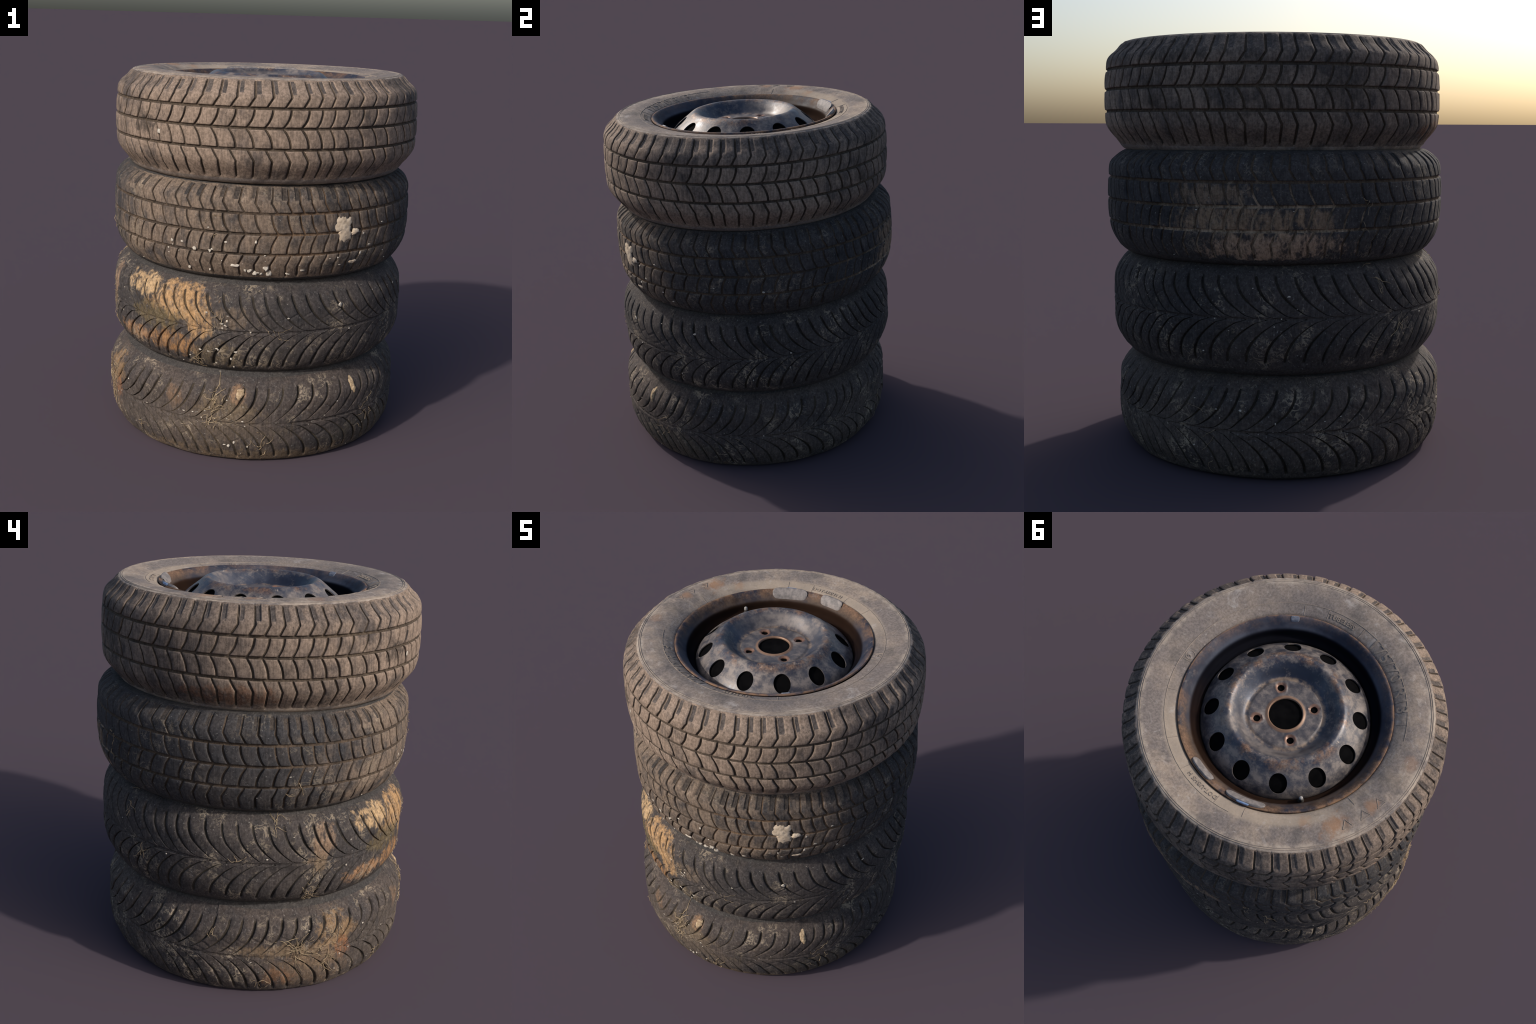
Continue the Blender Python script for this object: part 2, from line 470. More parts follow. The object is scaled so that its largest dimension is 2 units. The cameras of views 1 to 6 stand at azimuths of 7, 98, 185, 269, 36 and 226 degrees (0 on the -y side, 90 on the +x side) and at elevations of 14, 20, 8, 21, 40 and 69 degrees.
def build_tyre(parent, prof, zone, pattern, N, row_step, mats, lump, seed, sag=0.0, clogged=(.6, 9), kind_sag=None, k_above=False):
    """mesh the whole tyre as one grid whose columns follow the cross grooves, then part it
    into the tread and the sidewalls"""
    cols, edges, lean, depth, flip = pattern
    tread_mat, groove_mat, side_mat = mats[:3]
    ss, P = spline(prof, 1500)
    zmid = int(np.argmax(P[:, 0]))
    lo, hi = zone
    # arc-length positions of the two ends of the tread
    i0 = int(np.argmin(P[:zmid, 1])); i1 = zmid + int(np.argmax(P[zmid:, 1]))
    zz = np.maximum.accumulate(P[i0:i1 + 1, 1]) + np.arange(i1 - i0 + 1) * 1e-9
    at = lambda z: np.interp(z, zz, ss[i0:i1 + 1])
    marks = np.unique(np.round(np.array([at(e) for e in edges if lo <= e <= hi]), 6))
    tread_rows = [marks[0]]
    for a, b in zip(marks[:-1], marks[1:]):
        k = max(1, int(round((b - a) / row_step)))
        tread_rows += list(a + (b - a) * np.arange(1, k + 1) / k)
    tread_rows = np.array(tread_rows)
    low_rows = np.linspace(0, tread_rows[0], 22)[:-1]
    high_rows = np.linspace(tread_rows[-1], ss[-1], 30)[1:]
    S = np.concatenate([low_rows, tread_rows, high_rows])
    ia, ib = len(low_rows), len(low_rows) + len(tread_rows) - 1
    r = np.interp(S, ss, P[:, 0]); z = np.interp(S, ss, P[:, 1])
    dr = np.interp(S, ss, np.gradient(P[:, 0], ss)); dz = np.interp(S, ss, np.gradient(P[:, 1], ss))
    L = np.hypot(dr, dz); nr, nz = dz / L, -dr / L
    # block lengths come in three sizes, shuffled in short runs
    R = np.random.default_rng(seed)
    sizes = []
    while len(sizes) < N:
        sizes += [R.choice([.86, 1.0, 1.13])] * R.integers(1, 4)
    sizes = np.array(sizes[:N]); sizes = sizes / sizes.sum()
    cum = np.concatenate([[0], np.cumsum(sizes)])
    ext = np.concatenate([cum[:-1] - 1, cum[:-1], cum + 1, cum[1:-1] + 2])
    idx = np.arange(len(ext)) - N
    phase = (np.arange(N)[:, None] + np.array(cols)[None]).ravel()
    block = np.floor(phase).astype(int) % N
    c = phase - np.floor(phase)
    zc = np.clip(z, lo, hi)
    ang = np.interp(phase[None] + lean(zc)[:, None], idx, ext) * TAU
    if flip: ang = -ang[:, ::-1]; block = block[::-1]; c = c[::-1]
    Z, _ = np.meshgrid(z, phase, indexing='ij')
    B = np.broadcast_to(block[None], Z.shape); Cc = np.broadcast_to(c[None], Z.shape)
    metres = (sizes[B] * TAU * r[:, None])
    D, mask = depth(Z, B, Cc, metres)
    tread = np.zeros(len(S)); tread[ia:ib + 1] = 1
    D = D * tread[:, None]; mask = mask * tread[:, None]
    base = np.stack([r[:, None] * np.cos(ang), r[:, None] * np.sin(ang), Z], 2)
    flat = base.reshape(-1, 3)
    low = fbm(flat, 3.1, 2, seed).reshape(Z.shape) * lump
    fine = fbm(flat, 46, 2, seed + 9).reshape(Z.shape) * .0011 + fbm(flat, 15, 2, seed + 4).reshape(Z.shape) * .0016
    each = (np.random.default_rng(seed + 3).normal(0, .0012, N))[B] * tread[:, None] * (mask < .1)
    low = low * smooth(.58, .76, r)[:, None]
    clog = clogged[0] + (1 - clogged[0]) * smooth(-.35, .35, fbm(flat, clogged[1], 2, seed + 21).reshape(Z.shape))
    D = D * clog; mask = mask * (.55 + .45 * clog)
    out = -D + (low + fine * (0.4 + .6 * tread[:, None])) * smooth(0.5, 0.62, r)[:, None] + each
    V = base + out[..., None] * np.stack([nr[:, None] * np.cos(ang), nr[:, None] * np.sin(ang), nz[:, None] + 0 * ang], 2)
    V[..., 2] -= sag * (.1 + .9 * np.cos(ang - math.radians(35))) * (smooth(.74, .64, r) * (.35 + .65 * smooth(.545, .600, r)))[:, None] * (Z > .3)
    if kind_sag: V[..., 2] += kind_sag[0] * smooth(-.2, .8, np.cos(ang - math.radians(95))) * (smooth(.055, .0, Z) if kind_sag[1] < 0 else smooth(.40, .48, Z))
    if not k_above: V[..., 2] = np.maximum(V[..., 2], 0.0005)
    nrm = grid_normals(V)
    ncol = Z.shape[1]
    def part(a, b):
        return V[a:b + 1].reshape(-1, 3), grid_faces(b - a + 1, ncol), nrm[a:b + 1].reshape(-1, 3)
    v1, f1, n1 = part(0, ia); v2, f2, n2 = part(ib, len(S) - 1)
    # sidewall parts keep every second column away from the tread to save faces
    tyre = add_object("tyre", new_mesh("tyre", np.concatenate([v1, v2]), np.concatenate([f1, f2 + len(v1)]), [side_mat],
                                       normals=np.concatenate([n1, n2])), parent)
    v, f, n = part(ia, ib)
    mk = mask[ia:ib + 1].ravel()
    mm = mk[f].mean(1)
    m_index = np.where(mm > .5, 1, np.where((mm > .28) & (mm < .405) & (len(mats) > 3), 2, 0))  # groove faces take the darker slot, so groove shade is partly coloured in
    tread_ob = add_object("tread", new_mesh("tread", v, f, [tread_mat, groove_mat] + list(mats[3:]), m_index, normals=n), tyre)
    radius_at = lambda zq: float(np.interp(at(zq), ss, P[:, 0]))
    return tyre, tread_ob, radius_at, (ss, P, at)


# ------------------------------------------------------------------ wheel steel
RIM_TOP = [(0.5300, .4720), (0.5410, .4820), (0.5430, .4890), (0.5390, .4935), (0.5320, .4930), (0.5220, .4860), (0.5120, .4765),
           (0.5000, .4620), (0.4880, .4510), (0.4800, .4440), (0.4760, .4330), (0.4740, .4180), (0.4710, .4060), (0.4660, .3990),
           (0.4590, .3960), (0.4500, .3950), (0.4440, .3890), (0.4400, .3250), (0.4370, .2600), (0.4370, .1800), (0.4450, .1500),
           (0.4700, .1200), (0.4740, .0800), (0.4800, .0650), (0.5120, .0400), (0.5320, .0250), (0.5420, .0320), (0.5300, .0420)]
DISC = [(0.437, .3500), (0.4365, .3700), (0.4330, .3850), (0.4250, .3990), (0.4110, .4170), (0.3950, .4330), (0.3790, .4460), (0.3600, .4610),
        (0.3400, .4770), (0.3200, .4930), (0.3050, .5040), (0.2960, .5085), (0.2880, .5105), (0.2800, .5085), (0.2700, .5030),
        (0.2580, .4930), (0.2450, .4800), (0.2330, .4670), (0.2220, .4550), (0.2120, .4460), (0.2030, .4405)]
HUB = [(0.1960, .4385), (0.1900, .4390), (0.1840, .4425), (0.1780, .4435), (0.1600, .4425), (0.1465, .4415), (0.1300, .4410), (0.1180, .4400), (0.1080, .4385),
       (0.1010, .4390), (0.0950, .4430), (0.0895, .4440), (0.0860, .4415), (0.0848, .4385), (0.0845, .4340)]


def wheel_disc_mesh(mat):
    seg = 240
    prof = DISC + HUB
    _, P = spline(DISC, 64)
    P = np.concatenate([P, np.array(HUB)])
    a = np.arange(seg) / seg * TAU
    r = np.repeat(P[:, 0][:, None], seg, 1); z = np.repeat(P[:, 1][:, None], seg, 1)
    # the mounting face bulges out round each bolt hole
    lobes = .5 + .5 * np.cos(4 * (a - math.radians(56)))
    near = smooth(.150, .178, r) * smooth(.245, .200, r)
    r = r * (1 + near * (-.035 + .06 * lobes[None]))
    X, Y = r * np.cos(a), r * np.sin(a)
    for k in range(4):
        b = math.radians(56 + 90 * k)
        d = np.hypot(X - .147 * math.cos(b), Y - .147 * math.sin(b))
        z = z + .0045 * np.exp(-((d - .029) / .006) ** 2) - .006 * smooth(.026, .014, d)
    V = np.stack([X, Y, z], 2).reshape(-1, 3)
    V[:, 2] += fbm(V, 14, 2, 5) * .0012 + fbm(V, 5, 2, 8) * .0018
    rows = len(P)
    under = V.copy()
    nrm = grid_normals(V.reshape(rows, seg, 3)).reshape(-1, 3)
    s = np.sign(nrm[:, 2:3].mean())
    under -= nrm * s * .006
    F = grid_faces(rows, seg)
    F2 = F[:, ::-1] + len(V)
    j = np.arange(seg); k = (j + 1) % seg
    n = len(V); last = (rows - 1) * seg
    rim1 = np.stack([j, n + j, n + k, k], 1)
    rim2 = np.stack([last + k, n + last + k, n + last + j, last + j], 1)
    me = new_mesh("disc_blank", np.concatenate([V, under]), np.concatenate([F, F2, rim1, rim2]), [mat])
    bm = bmesh.new(); bm.from_mesh(me); bmesh.ops.recalc_face_normals(bm, faces=bm.faces); bm.to_mesh(me); bm.free()
    blank = add_object("disc_blank", me)
    # vents: ovals punched square to the slope; bolt holes straight down
    cm = bmesh.new()
    for q in range(12):
        b = math.radians(11.3 + 30 * q)
        axis = Vector((math.cos(b) * .62, math.sin(b) * .62, .78)).normalized()
        side = Vector((-math.sin(b), math.cos(b), 0))
        up = axis.cross(side)
        m = Matrix((side, up, axis)).transposed().to_4x4()
        m.translation = Vector((.379 * math.cos(b), .379 * math.sin(b), .446))
        bmesh.ops.create_cone(cm, cap_ends=True, segments=40, radius1=1, radius2=1, depth=.12,
                              matrix=m @ Matrix.Diagonal((.0450, .0545, 1, 1)))
    for q in range(4):
        b = math.radians(56 + 90 * q)
        bmesh.ops.create_cone(cm, cap_ends=True, segments=28, radius1=.0180, radius2=.0180, depth=.12,
                              matrix=Matrix.Translation((.147 * math.cos(b), .147 * math.sin(b), .44)))
    bmesh.ops.recalc_face_normals(cm, faces=cm.faces)
    cme = bpy.data.meshes.new("punch"); cm.to_mesh(cme); cm.free()
    punch = add_object("punch", cme)
    mod = blank.modifiers.new("punch", 'BOOLEAN'); mod.operation = 'DIFFERENCE'; mod.object = punch; mod.solver = 'EXACT'
    dg = bpy.context.evaluated_depsgraph_get()
    out = bpy.data.meshes.new_from_object(blank.evaluated_get(dg))
    out.name = "disc"
    bpy.data.objects.remove(blank); bpy.data.objects.remove(punch)
    out.polygons.foreach_set("use_smooth", np.ones(len(out.polygons), bool))
    out.set_sharp_from_angle(angle=math.radians(38))
    return out


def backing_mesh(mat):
    """added near-black shell close under the disc, standing in for the dark behind"""
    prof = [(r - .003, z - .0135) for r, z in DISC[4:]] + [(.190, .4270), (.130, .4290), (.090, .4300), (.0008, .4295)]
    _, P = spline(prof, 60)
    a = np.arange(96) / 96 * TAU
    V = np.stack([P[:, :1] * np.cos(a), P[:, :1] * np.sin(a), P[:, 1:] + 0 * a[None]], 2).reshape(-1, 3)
    return new_mesh("dark_backing_shell", V, grid_faces(len(P), 96), [mat])


# ------------------------------------------------------------------ marks and dirt
def bend_text(body, size, radius, centre_deg, height, surface_z, mat, name, parent, outward=True, squeeze=1.0, outline=0.0):
    """raised lettering that runs clockwise round the sidewall, tops pointing outward"""
    cu = bpy.data.curves.new(name, 'FONT')
    cu.body = body; cu.size = size; cu.align_x = 'CENTER'; cu.extrude = height; cu.space_character = 1.1
    cu.resolution_u = 3; cu.bevel_depth = .0007; cu.bevel_resolution = 0
    tmp = add_object("tmp_text", cu)
    dg = bpy.context.evaluated_depsgraph_get()
    me = bpy.data.meshes.new_from_object(tmp.evaluated_get(dg))
    bpy.data.objects.remove(tmp); bpy.data.curves.remove(cu)
    bm = bmesh.new(); bm.from_mesh(me)
    bmesh.ops.triangulate(bm, faces=bm.faces)
    for _ in range(3):   # short edges, so that the strokes follow the curved wall
        long = [e for e in bm.edges if e.calc_length() > .010]
        if not long: break
        bmesh.ops.subdivide_edges(bm, edges=long, cuts=1, use_grid_fill=False)
        bmesh.ops.triangulate(bm, faces=bm.faces)
    bm.to_mesh(me); bm.free()
    n = len(me.vertices)
    co = np.zeros(n * 3, np.float32); me.vertices.foreach_get("co", co); co = co.reshape(-1, 3)
    rr = radius + co[:, 1] * squeeze
    a = math.radians(centre_deg) - co[:, 0] / radius
    out = np.stack([rr * np.cos(a), rr * np.sin(a), surface_z(rr, a) + co[:, 2] + .0008], 1)
    me.vertices.foreach_set("co", out.ravel().astype(np.float32))
    me.name = name
    me.materials.clear(); me.materials.append(mat)
    me.update()
    return add_object(name, me, parent)


def clump(name, where, wide, high, thick, mat, parent, tyre_geo, deg, z, seed, n=34, ragged=.5):
    """a lump of matter stuck to the tread: a domed, ragged patch that follows the tyre"""
    radius_at = tyre_geo
    R = np.random.default_rng(seed)
    rings, seg = n // 2, n * 2
    th = np.arange(seg) / seg * TAU
    ph = R.uniform(0, TAU, 6)
    edge = 1 + ragged * sum(w * np.sin(f * th + q) for w, f, q in zip((.24, .18, .10, .07, .045, .035), (2, 3, 5, 8, 13, 19), ph))
    V, F = [], []
    t = np.linspace(0, 1, rings)[:, None]
    u = t * np.cos(th) * edge * wide / 2; v = t * np.sin(th) * edge * high / 2
    rad = np.vectorize(radius_at)(z + v)
    dome = np.clip(1 - t ** 2.5, 0, 1) * thick
    pts = np.stack([u, v, 0 * u + seed], 2).reshape(-1, 3)
    rough = fbm(pts, 75, 3, seed).reshape(u.shape) * thick * .45 * np.clip(1 - t ** 4, 0, 1)
    rr = rad + dome + rough - .004 * t ** 6
    a = math.radians(deg) + u / .83
    V = np.stack([rr * np.cos(a), rr * np.sin(a), z + v], 2).reshape(-1, 3)
    me = new_mesh(name, V, grid_faces(rings, seg), [mat])
    return add_object(name, me, parent)


def straws(name, items, mat, parent, radius_at, seed):
    """dry stalks and roots lying on the tread: thin bent tubes, joined as one loose stuff"""
    R = np.random.default_rng(seed)
    V, F = [], []
    for deg, z, count, spread, length, thick in items:
        for _ in range(count):
            L = length * R.uniform(.4, 1.3); n = 9
            dirn = R.uniform(0, TAU); turn = R.normal(0, 1.3)
            a0 = math.radians(deg + R.normal(0, spread * 40)); z0 = z + R.normal(0, spread)
            pos = np.array([0.0, 0.0]); line = []
            lift = R.uniform(.001, .006)
            for k in range(n):
                line.append((a0 + pos[0] / .83, z0 + pos[1], lift + .004 * math.sin(k * 1.1 + dirn)))
                ang = dirn + turn * (k / n - .5) + R.normal(0, .16)
                pos = pos + np.array([math.cos(ang), math.sin(ang)]) * L / n
            pts = []
            for a, zq, l in line:
                zq = min(max(zq, .012), .50)
                rr = radius_at(zq) + l
                pts.append((rr * math.cos(a), rr * math.sin(a), zq))
            pts = np.array(pts)
            tan = np.gradient(pts, axis=0); tan /= np.linalg.norm(tan, axis=1, keepdims=True)
            o = pts * [1, 1, 0]; o /= np.linalg.norm(o, axis=1, keepdims=True)
            s = np.cross(tan, o); s /= np.linalg.norm(s, axis=1, keepdims=True)
            w = thick * R.uniform(.5, 1.2) * np.linspace(1, .45, n)[:, None]
            q = np.arange(4) / 4 * TAU
            ring = pts[:, None] + w[:, None] * (np.cos(q)[None, :, None] * s[:, None] + np.sin(q)[None, :, None] * o[:, None])
            base = sum(len(x) for x in V)
            V.append(ring.reshape(-1, 3)); F.append(grid_faces(n, 4) + base)
    me = new_mesh(name, np.concatenate(V), np.concatenate(F), [mat])
    ob = add_object(name, me, parent)
    ob["kind"] = "stuff"
    return ob


def pellets(name, items, mat, parent, radius_at, seed):
    """small stuck crumbs (lime, gravel, droppings) as squashed irregular pebbles"""
    R = np.random.default_rng(seed)
    V, F = [], []
    bm = bmesh.new(); bmesh.ops.create_icosphere(bm, subdivisions=2, radius=1)
    unit = np.array([v.co[:] for v in bm.verts]); tri = np.array([[v.index for v in f.verts] for f in bm.faces]); bm.free()
    for deg, z, count, sd, sz, size in items:
        for _ in range(count):
            a = math.radians(deg + R.normal(0, sd)); zq = min(max(z + R.normal(0, sz), .030), .49)
            rr = radius_at(zq) + .0005
            if R.random() < .5: continue
            s = size * R.uniform(.25, 1.0)
            o = np.array([math.cos(a), math.sin(a), 0]); tq = np.array([-math.sin(a), math.cos(a), 0]); up = np.array([0, 0, 1.])
            k = unit * (1 + .55 * value_noise(unit * 1.9 + R.uniform(0, 50, 3), 3)[:, None])
            p = o * rr + up * zq + k[:, :1] * tq * s * R.uniform(.6, 1.6) + k[:, 1:2] * up * s * R.uniform(.5, 1.2) + k[:, 2:] * o * s * .16
            F.append(tri + sum(len(x) for x in V)); V.append(p)
    me = new_mesh(name, np.concatenate(V), np.concatenate(F), [mat])
    ob = add_object(name, me, parent); ob["kind"] = "stuff"
    return ob


# ------------------------------------------------------------------ colours
MUD = (0.46, 0.31, 0.17)
OCHRE = (0.42, 0.255, 0.125)
EARTH = (0.160, 0.110, 0.074)
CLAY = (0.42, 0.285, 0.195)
RUSTY = (0.22, 0.105, 0.055)
WHITE = (0.62, 0.52, 0.40)

top_tread = rubber("dusty_block_rubber", (0.066, 0.056, 0.053), (0.262, 0.196, 0.152), 1.3, [
    (172, .10, .22, .05, RUSTY, .55), (-130, .27, .09, .05, (.03, .026, .024), .7), (118, .30, .12, .13, (.022, .021, .022), .5), (65, .44, .22, .05, (.035, .033, .033), .6)],
    speck=.22, seed=1, side=-60, side_gain=.45, side_range=(-.8, .55))  # dust thins towards the back, copying baked shade into the colour
top_groove = rubber("shaded_dirty_groove_rubber", (0.050, 0.038, 0.030), (0.095, 0.070, 0.050), .9, [], speck=.05, seed=2)  # brown dirt, with baked groove shade mixed into the colour
second_tread = rubber("soiled_block_rubber", (0.035, 0.035, 0.039), (0.190, 0.142, 0.108), 1.2, [
    (95, .08, .28, .06, CLAY, .9), (85, .19, .27, .06, (.36, .235, .145), .62), (76, .31, .16, .045, (.34, .225, .14), .45), (108, .20, .10, .05, (.36, .235, .145), .5)],  # mud on the back, lightened by baked light put into its colour
    speck=.5, side=-92, side_gain=.88, seed=3, fibre=.3, scuff=.35)
second_groove = rubber("muddy_groove_rubber", (0.030, 0.024, 0.020), (0.115, 0.080, 0.055), .8, [
    (88, .17, .42, .15, (.32, .24, .17), .95), (-55, .25, .35, .2, (.16, .10, .06), .7)], speck=.15, seed=4)
top_notch = rubber('shoulder_notch_rubber', (0.060, 0.052, 0.050), (0.120, 0.098, 0.086), .9, [], speck=.1, seed=12)
second_notch = rubber('soiled_notch_rubber', (0.030, 0.029, 0.031), (0.080, 0.062, 0.050), .8, [], speck=.2, seed=13)
third_tread = rubber("mossy_chevron_rubber", (0.038, 0.035, 0.036), (0.084, 0.068, 0.061), .65, [
    (-112, .36, .17, .085, OCHRE, .95), (-104, .26, .07, .09, OCHRE, .9), (-130, .40, .14, .05, MUD, .95), (-115, .13, .13, .06, (.32, .17, .075), .9), (-135, .12, .14, .045, (.34, .19, .10), .85),
    (-122, .25, .16, .06, (.15, .11, .05), .6), (-155, .34, .065, .075, (.27, .18, .12), .9), (-157, .22, .05, .05, (.22, .155, .10), .75), (-92, .30, .09, .06, (.19, .14, .10), .6),
    (-97, .10, .12, .07, (.12, .09, .055), .7)], speck=.6, seed=5, fibre=.55, scuff=.6)
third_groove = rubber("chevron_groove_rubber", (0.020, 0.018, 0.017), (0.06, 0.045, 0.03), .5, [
    (-118, .30, .2, .12, (.16, .10, .05), .6), (-120, .13, .2, .06, (.14, .08, .045), .6)], speck=.1, seed=6)
fourth_tread = rubber("earthy_chevron_rubber", (0.040, 0.036, 0.037), (0.105, 0.081, 0.068), .75, [
    (-150, .33, .11, .09, (.26, .165, .09), .85), (-172, .27, .2, .04, (.22, .15, .09), .7), (-158, .22, .14, .06, (.24, .16, .095), .75), (-147, .24, .05, .06, (.30, .13, .06), .8), (-160, .15, .22, .10, EARTH, .75), (-172, .12, .08, .05, (.21, .11, .06), .7), (-112, .34, .05, .06, (.19, .12, .075), .7), (-92, .30, .16, .08, (.17, .125, .08), .7),
    (-95, .18, .3, .10, (.110, .084, .064), .75), (-87, .39, .05, .04, (.28, .17, .10), .8), (-125, .22, .3, .12, (.085, .068, .056), .6), (-30, .12, .3, .08, (.09, .075, .055), .6),
    (-85, .03, .6, .05, (.17, .12, .075), .7)], speck=.6, seed=7, fibre=.7, scuff=.6)
fourth_groove = rubber("earthy_groove_rubber", (0.020, 0.018, 0.016), (0.075, 0.055, 0.036), .6, [
    (-100, .22, .3, .12, (.11, .08, .05), .6)], speck=.1, seed=8)
dark_wall = rubber("grey_sidewall_rubber", (0.050, 0.046, 0.045), (0.085, 0.074, 0.066), .8, [], speck=.3, seed=9, streak=False)
top_wall = sidewall_material()
mark_mat = plain('moulded_mark_rubber', (0.17, 0.142, 0.122), (0.30, 0.245, 0.200), 40, .9, 0, .2)
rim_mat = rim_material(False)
disc_mat = rim_material(True)
lead_mat = plain("dull_lead", (0.13, 0.118, 0.115), (0.25, 0.22, 0.205), 40, .6, .05, .35)
blue_mat = plain("blue_sticker", (0.12, 0.19, 0.33), (0.24, 0.33, 0.50), 60, .5)
clip_mat = plain("pale_clip", (0.10, 0.11, 0.14), (0.20, 0.21, 0.25), 60, .5)
cap_mat = plain("grey_valve_cap", (0.20, 0.19, 0.185), (0.36, 0.34, 0.32), 60, .6)
stem_mat = plain("black_rubber_stem", (0.03, 0.028, 0.026), (0.07, 0.06, 0.055), 60, .7)
lime_mat = plain("dried_white_lime", (0.46, 0.36, 0.26), (0.66, 0.54, 0.41), 30, .95, 0, .1, .4)
crumb_mat = plain("pale_crumbs", (0.34, 0.30, 0.25), (0.62, 0.56, 0.48), 30, .95, 0, .1)
straw_mat = plain("dry_straw", (0.20, 0.145, 0.09), (0.44, 0.34, 0.22), 25, .9, 0, .1)
fluff_mat = plain("tan_lichen", (0.26, 0.18, 0.105), (0.50, 0.38, 0.25), 60, .95, 0, .1, .7)

SAG = .012  # how far the upper sidewall of the top tyre leans down to one side

# ------------------------------------------------------------------ build the four wheels
LOW = [(.545, .040), (.575, .020), (.625, .004), (.690, .000)]
wheels = [
    dict(label="top old car wheel with dusty block-tread tyre and rusty dark steel rim",
         at=(.0161, -.0141, 1.4741), tilt=(-.0007, .0007), half=.2593,
         knots=(.703, .781, .8277, .8371, .837, .8312, .8191, .7766, .743),
         lower=LOW + [(.736, .003)], upper=[(.748, .5120), (.738, .5155), (.700, .5180), (.655, .5165), (.605, .5070), (.570, .4960), (.550, .4860), (.543, .4790)],
         zone=(.030, .5125), tread=('block', 66, (.185, .287, .382), False), lump=.0020, mats=(top_tread, top_groove, top_wall, top_notch), step=.0085),
    dict(label="second old car wheel, block-tread tyre streaked with dirt",
         at=(-.0027, .0156, .9883), tilt=(.0039, -.0103), half=.2525,
         knots=(.7536, .8004, .8267, .8358, .8381, .8333, .8237, .7837, .75),
         lower=[(.545, .040), (.575, .018), (.625, -.002), (.700, -.010), (.756, .002)], upper=[(.750, .4885), (.718, .4935), (.660, .4940), (.605, .4900), (.570, .4800), (.545, .4620)],
         zone=(.020, .4860), tread=('block', 72, (.150, .256, .360), True), lump=.0026, mats=(second_tread, second_groove, dark_wall, second_notch), step=.0085),
    dict(label="third old car wheel, chevron-tread tyre caked with yellow mud",
         at=(-.0108, -.0004, .5064), tilt=(.0039, -.0227), half=.2557,
         knots=(.7482, .8020, .8253, .8278, .8287, .8188, .7791, .7250, .6236),
         lower=[(.545, .030), (.575, .008), (.625, -.012), (.690, -.020), (.735, -.012), (.762, .006)], upper=[(.700, .4880), (.650, .4960), (.600, .4930), (.565, .4800), (.545, .4620)],
         zone=(.015, .4640), tread=('chevron', 66, .236, False), lump=.0030, mats=(third_tread, third_groove, dark_wall), step=.0038),
    dict(label="bottom old car wheel, earthy chevron-tread tyre with straw",
         at=(-.0247, -.0279, .0), tilt=(-.0014, -.0031), half=.2558,
         knots=(.7673, .7979, .8219, .8285, .8264, .8211, .7739, .7240, .6211),
         lower=[(.545, .040), (.575, .022), (.625, .008), (.710, .0015), (.760, .0035)], upper=[(.700, .4920), (.650, .5010), (.600, .4970), (.565, .4850), (.545, .4620)],
         zone=(.012, .4640), tread=('chevron', 66, .236, True), lump=.0040, mats=(fourth_tread, fourth_groove, dark_wall), step=.0038),
]
disc_mesh = wheel_disc_mesh(disc_mat)
dark_shell_mesh = backing_mesh(plain('black_backing', (.0015, .0015, .0018), (.004, .0038, .004), 20, .95, 0, .05))
rim_mesh = None
built = []
for k, w in enumerate(wheels):
    hub = add_object("car_wheel", None)
    hub.empty_display_size = .3
    ax, ay = w['tilt']
    zaxis = Vector((ax, ay, 1)).normalized()
    xaxis = Vector((1, 0, 0)); xaxis = (xaxis - zaxis * xaxis.dot(zaxis)).normalized()
    M = Matrix((xaxis, zaxis.cross(xaxis), zaxis)).transposed().to_4x4()
    # the fitted centre is at mid height: put the origin on the axis at the base
    centre = Vector((w['at'][0], w['at'][1], w['at'][2] + w['half']))
    M.translation = centre - zaxis * w['half']
    hub.matrix_world = M
    hub["label"] = w['label']; hub["category"] = "car wheel"
    prof = tyre_profile(w['knots'], w['half'], w['lower'], w['upper'])
    kind, N, g, flip = w['tread']
    pat = block_tread(N, g, flip, 20 + k, w['zone']) if kind == 'block' else chevron_tread(N, g, flip, 20 + k, w['zone'])
    tyre, tread, radius_at, geo = build_tyre(hub, prof, w['zone'], pat, N, w['step'], w['mats'], w['lump'], 40 + k, sag=SAG if k == 0 else 0, clogged=((.75, 7), (.5, 9), (.45, 8), (.3, 8))[k], kind_sag=(None, None, (-.018, -1), (.008, 1))[k], k_above=k < 3)
    if rim_mesh is None:
        _, rp = spline(RIM_TOP, 90)
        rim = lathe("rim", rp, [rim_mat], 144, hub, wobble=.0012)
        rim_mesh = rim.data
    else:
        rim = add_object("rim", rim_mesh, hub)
        rim.scale = (1, 1, .93)
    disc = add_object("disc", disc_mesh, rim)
    add_object("dark_backing_shell", dark_shell_mesh, rim)  # added dark shell that blackens the vents and hub hole
    if kind == 'chevron':
        rim.rotation_euler = (0, 0, k * 1.3)
    built.append((hub, tyre, tread, rim, radius_at, geo))

# ---- details of the top wheel
hub, tyre, tread, rim, radius_at, (ss, P, _) = built[0]
itop = int(np.argmax(P[:, 1]))
top_r, top_z = P[len(P) // 2:, 0], P[len(P) // 2:, 1]
order = np.argsort(top_r)
def wall_z(r, a):
    z = np.interp(r, top_r[order][top_r[order] < .752], top_z[order][top_r[order] < .752])
    return z - SAG * (.1 + .9 * np.cos(a - math.radians(35))) * smooth(.74, .64, r) * (.35 + .65 * smooth(.545, .600, r))

bend_text("175/70 R13", .082, .552, -114, .0018, wall_z, mark_mat, "lettering", tyre)
bend_text("TUBELESS", .032, .566, -73.5, .0014, wall_z, mark_mat, "lettering", tyre)
bend_text("DOT-UBHS H", .030, .566, 92, .0014, wall_z, mark_mat, "lettering", tyre)
bend_text("2", .024, .566, 15.5, .0014, wall_z, mark_mat, "lettering", tyre)


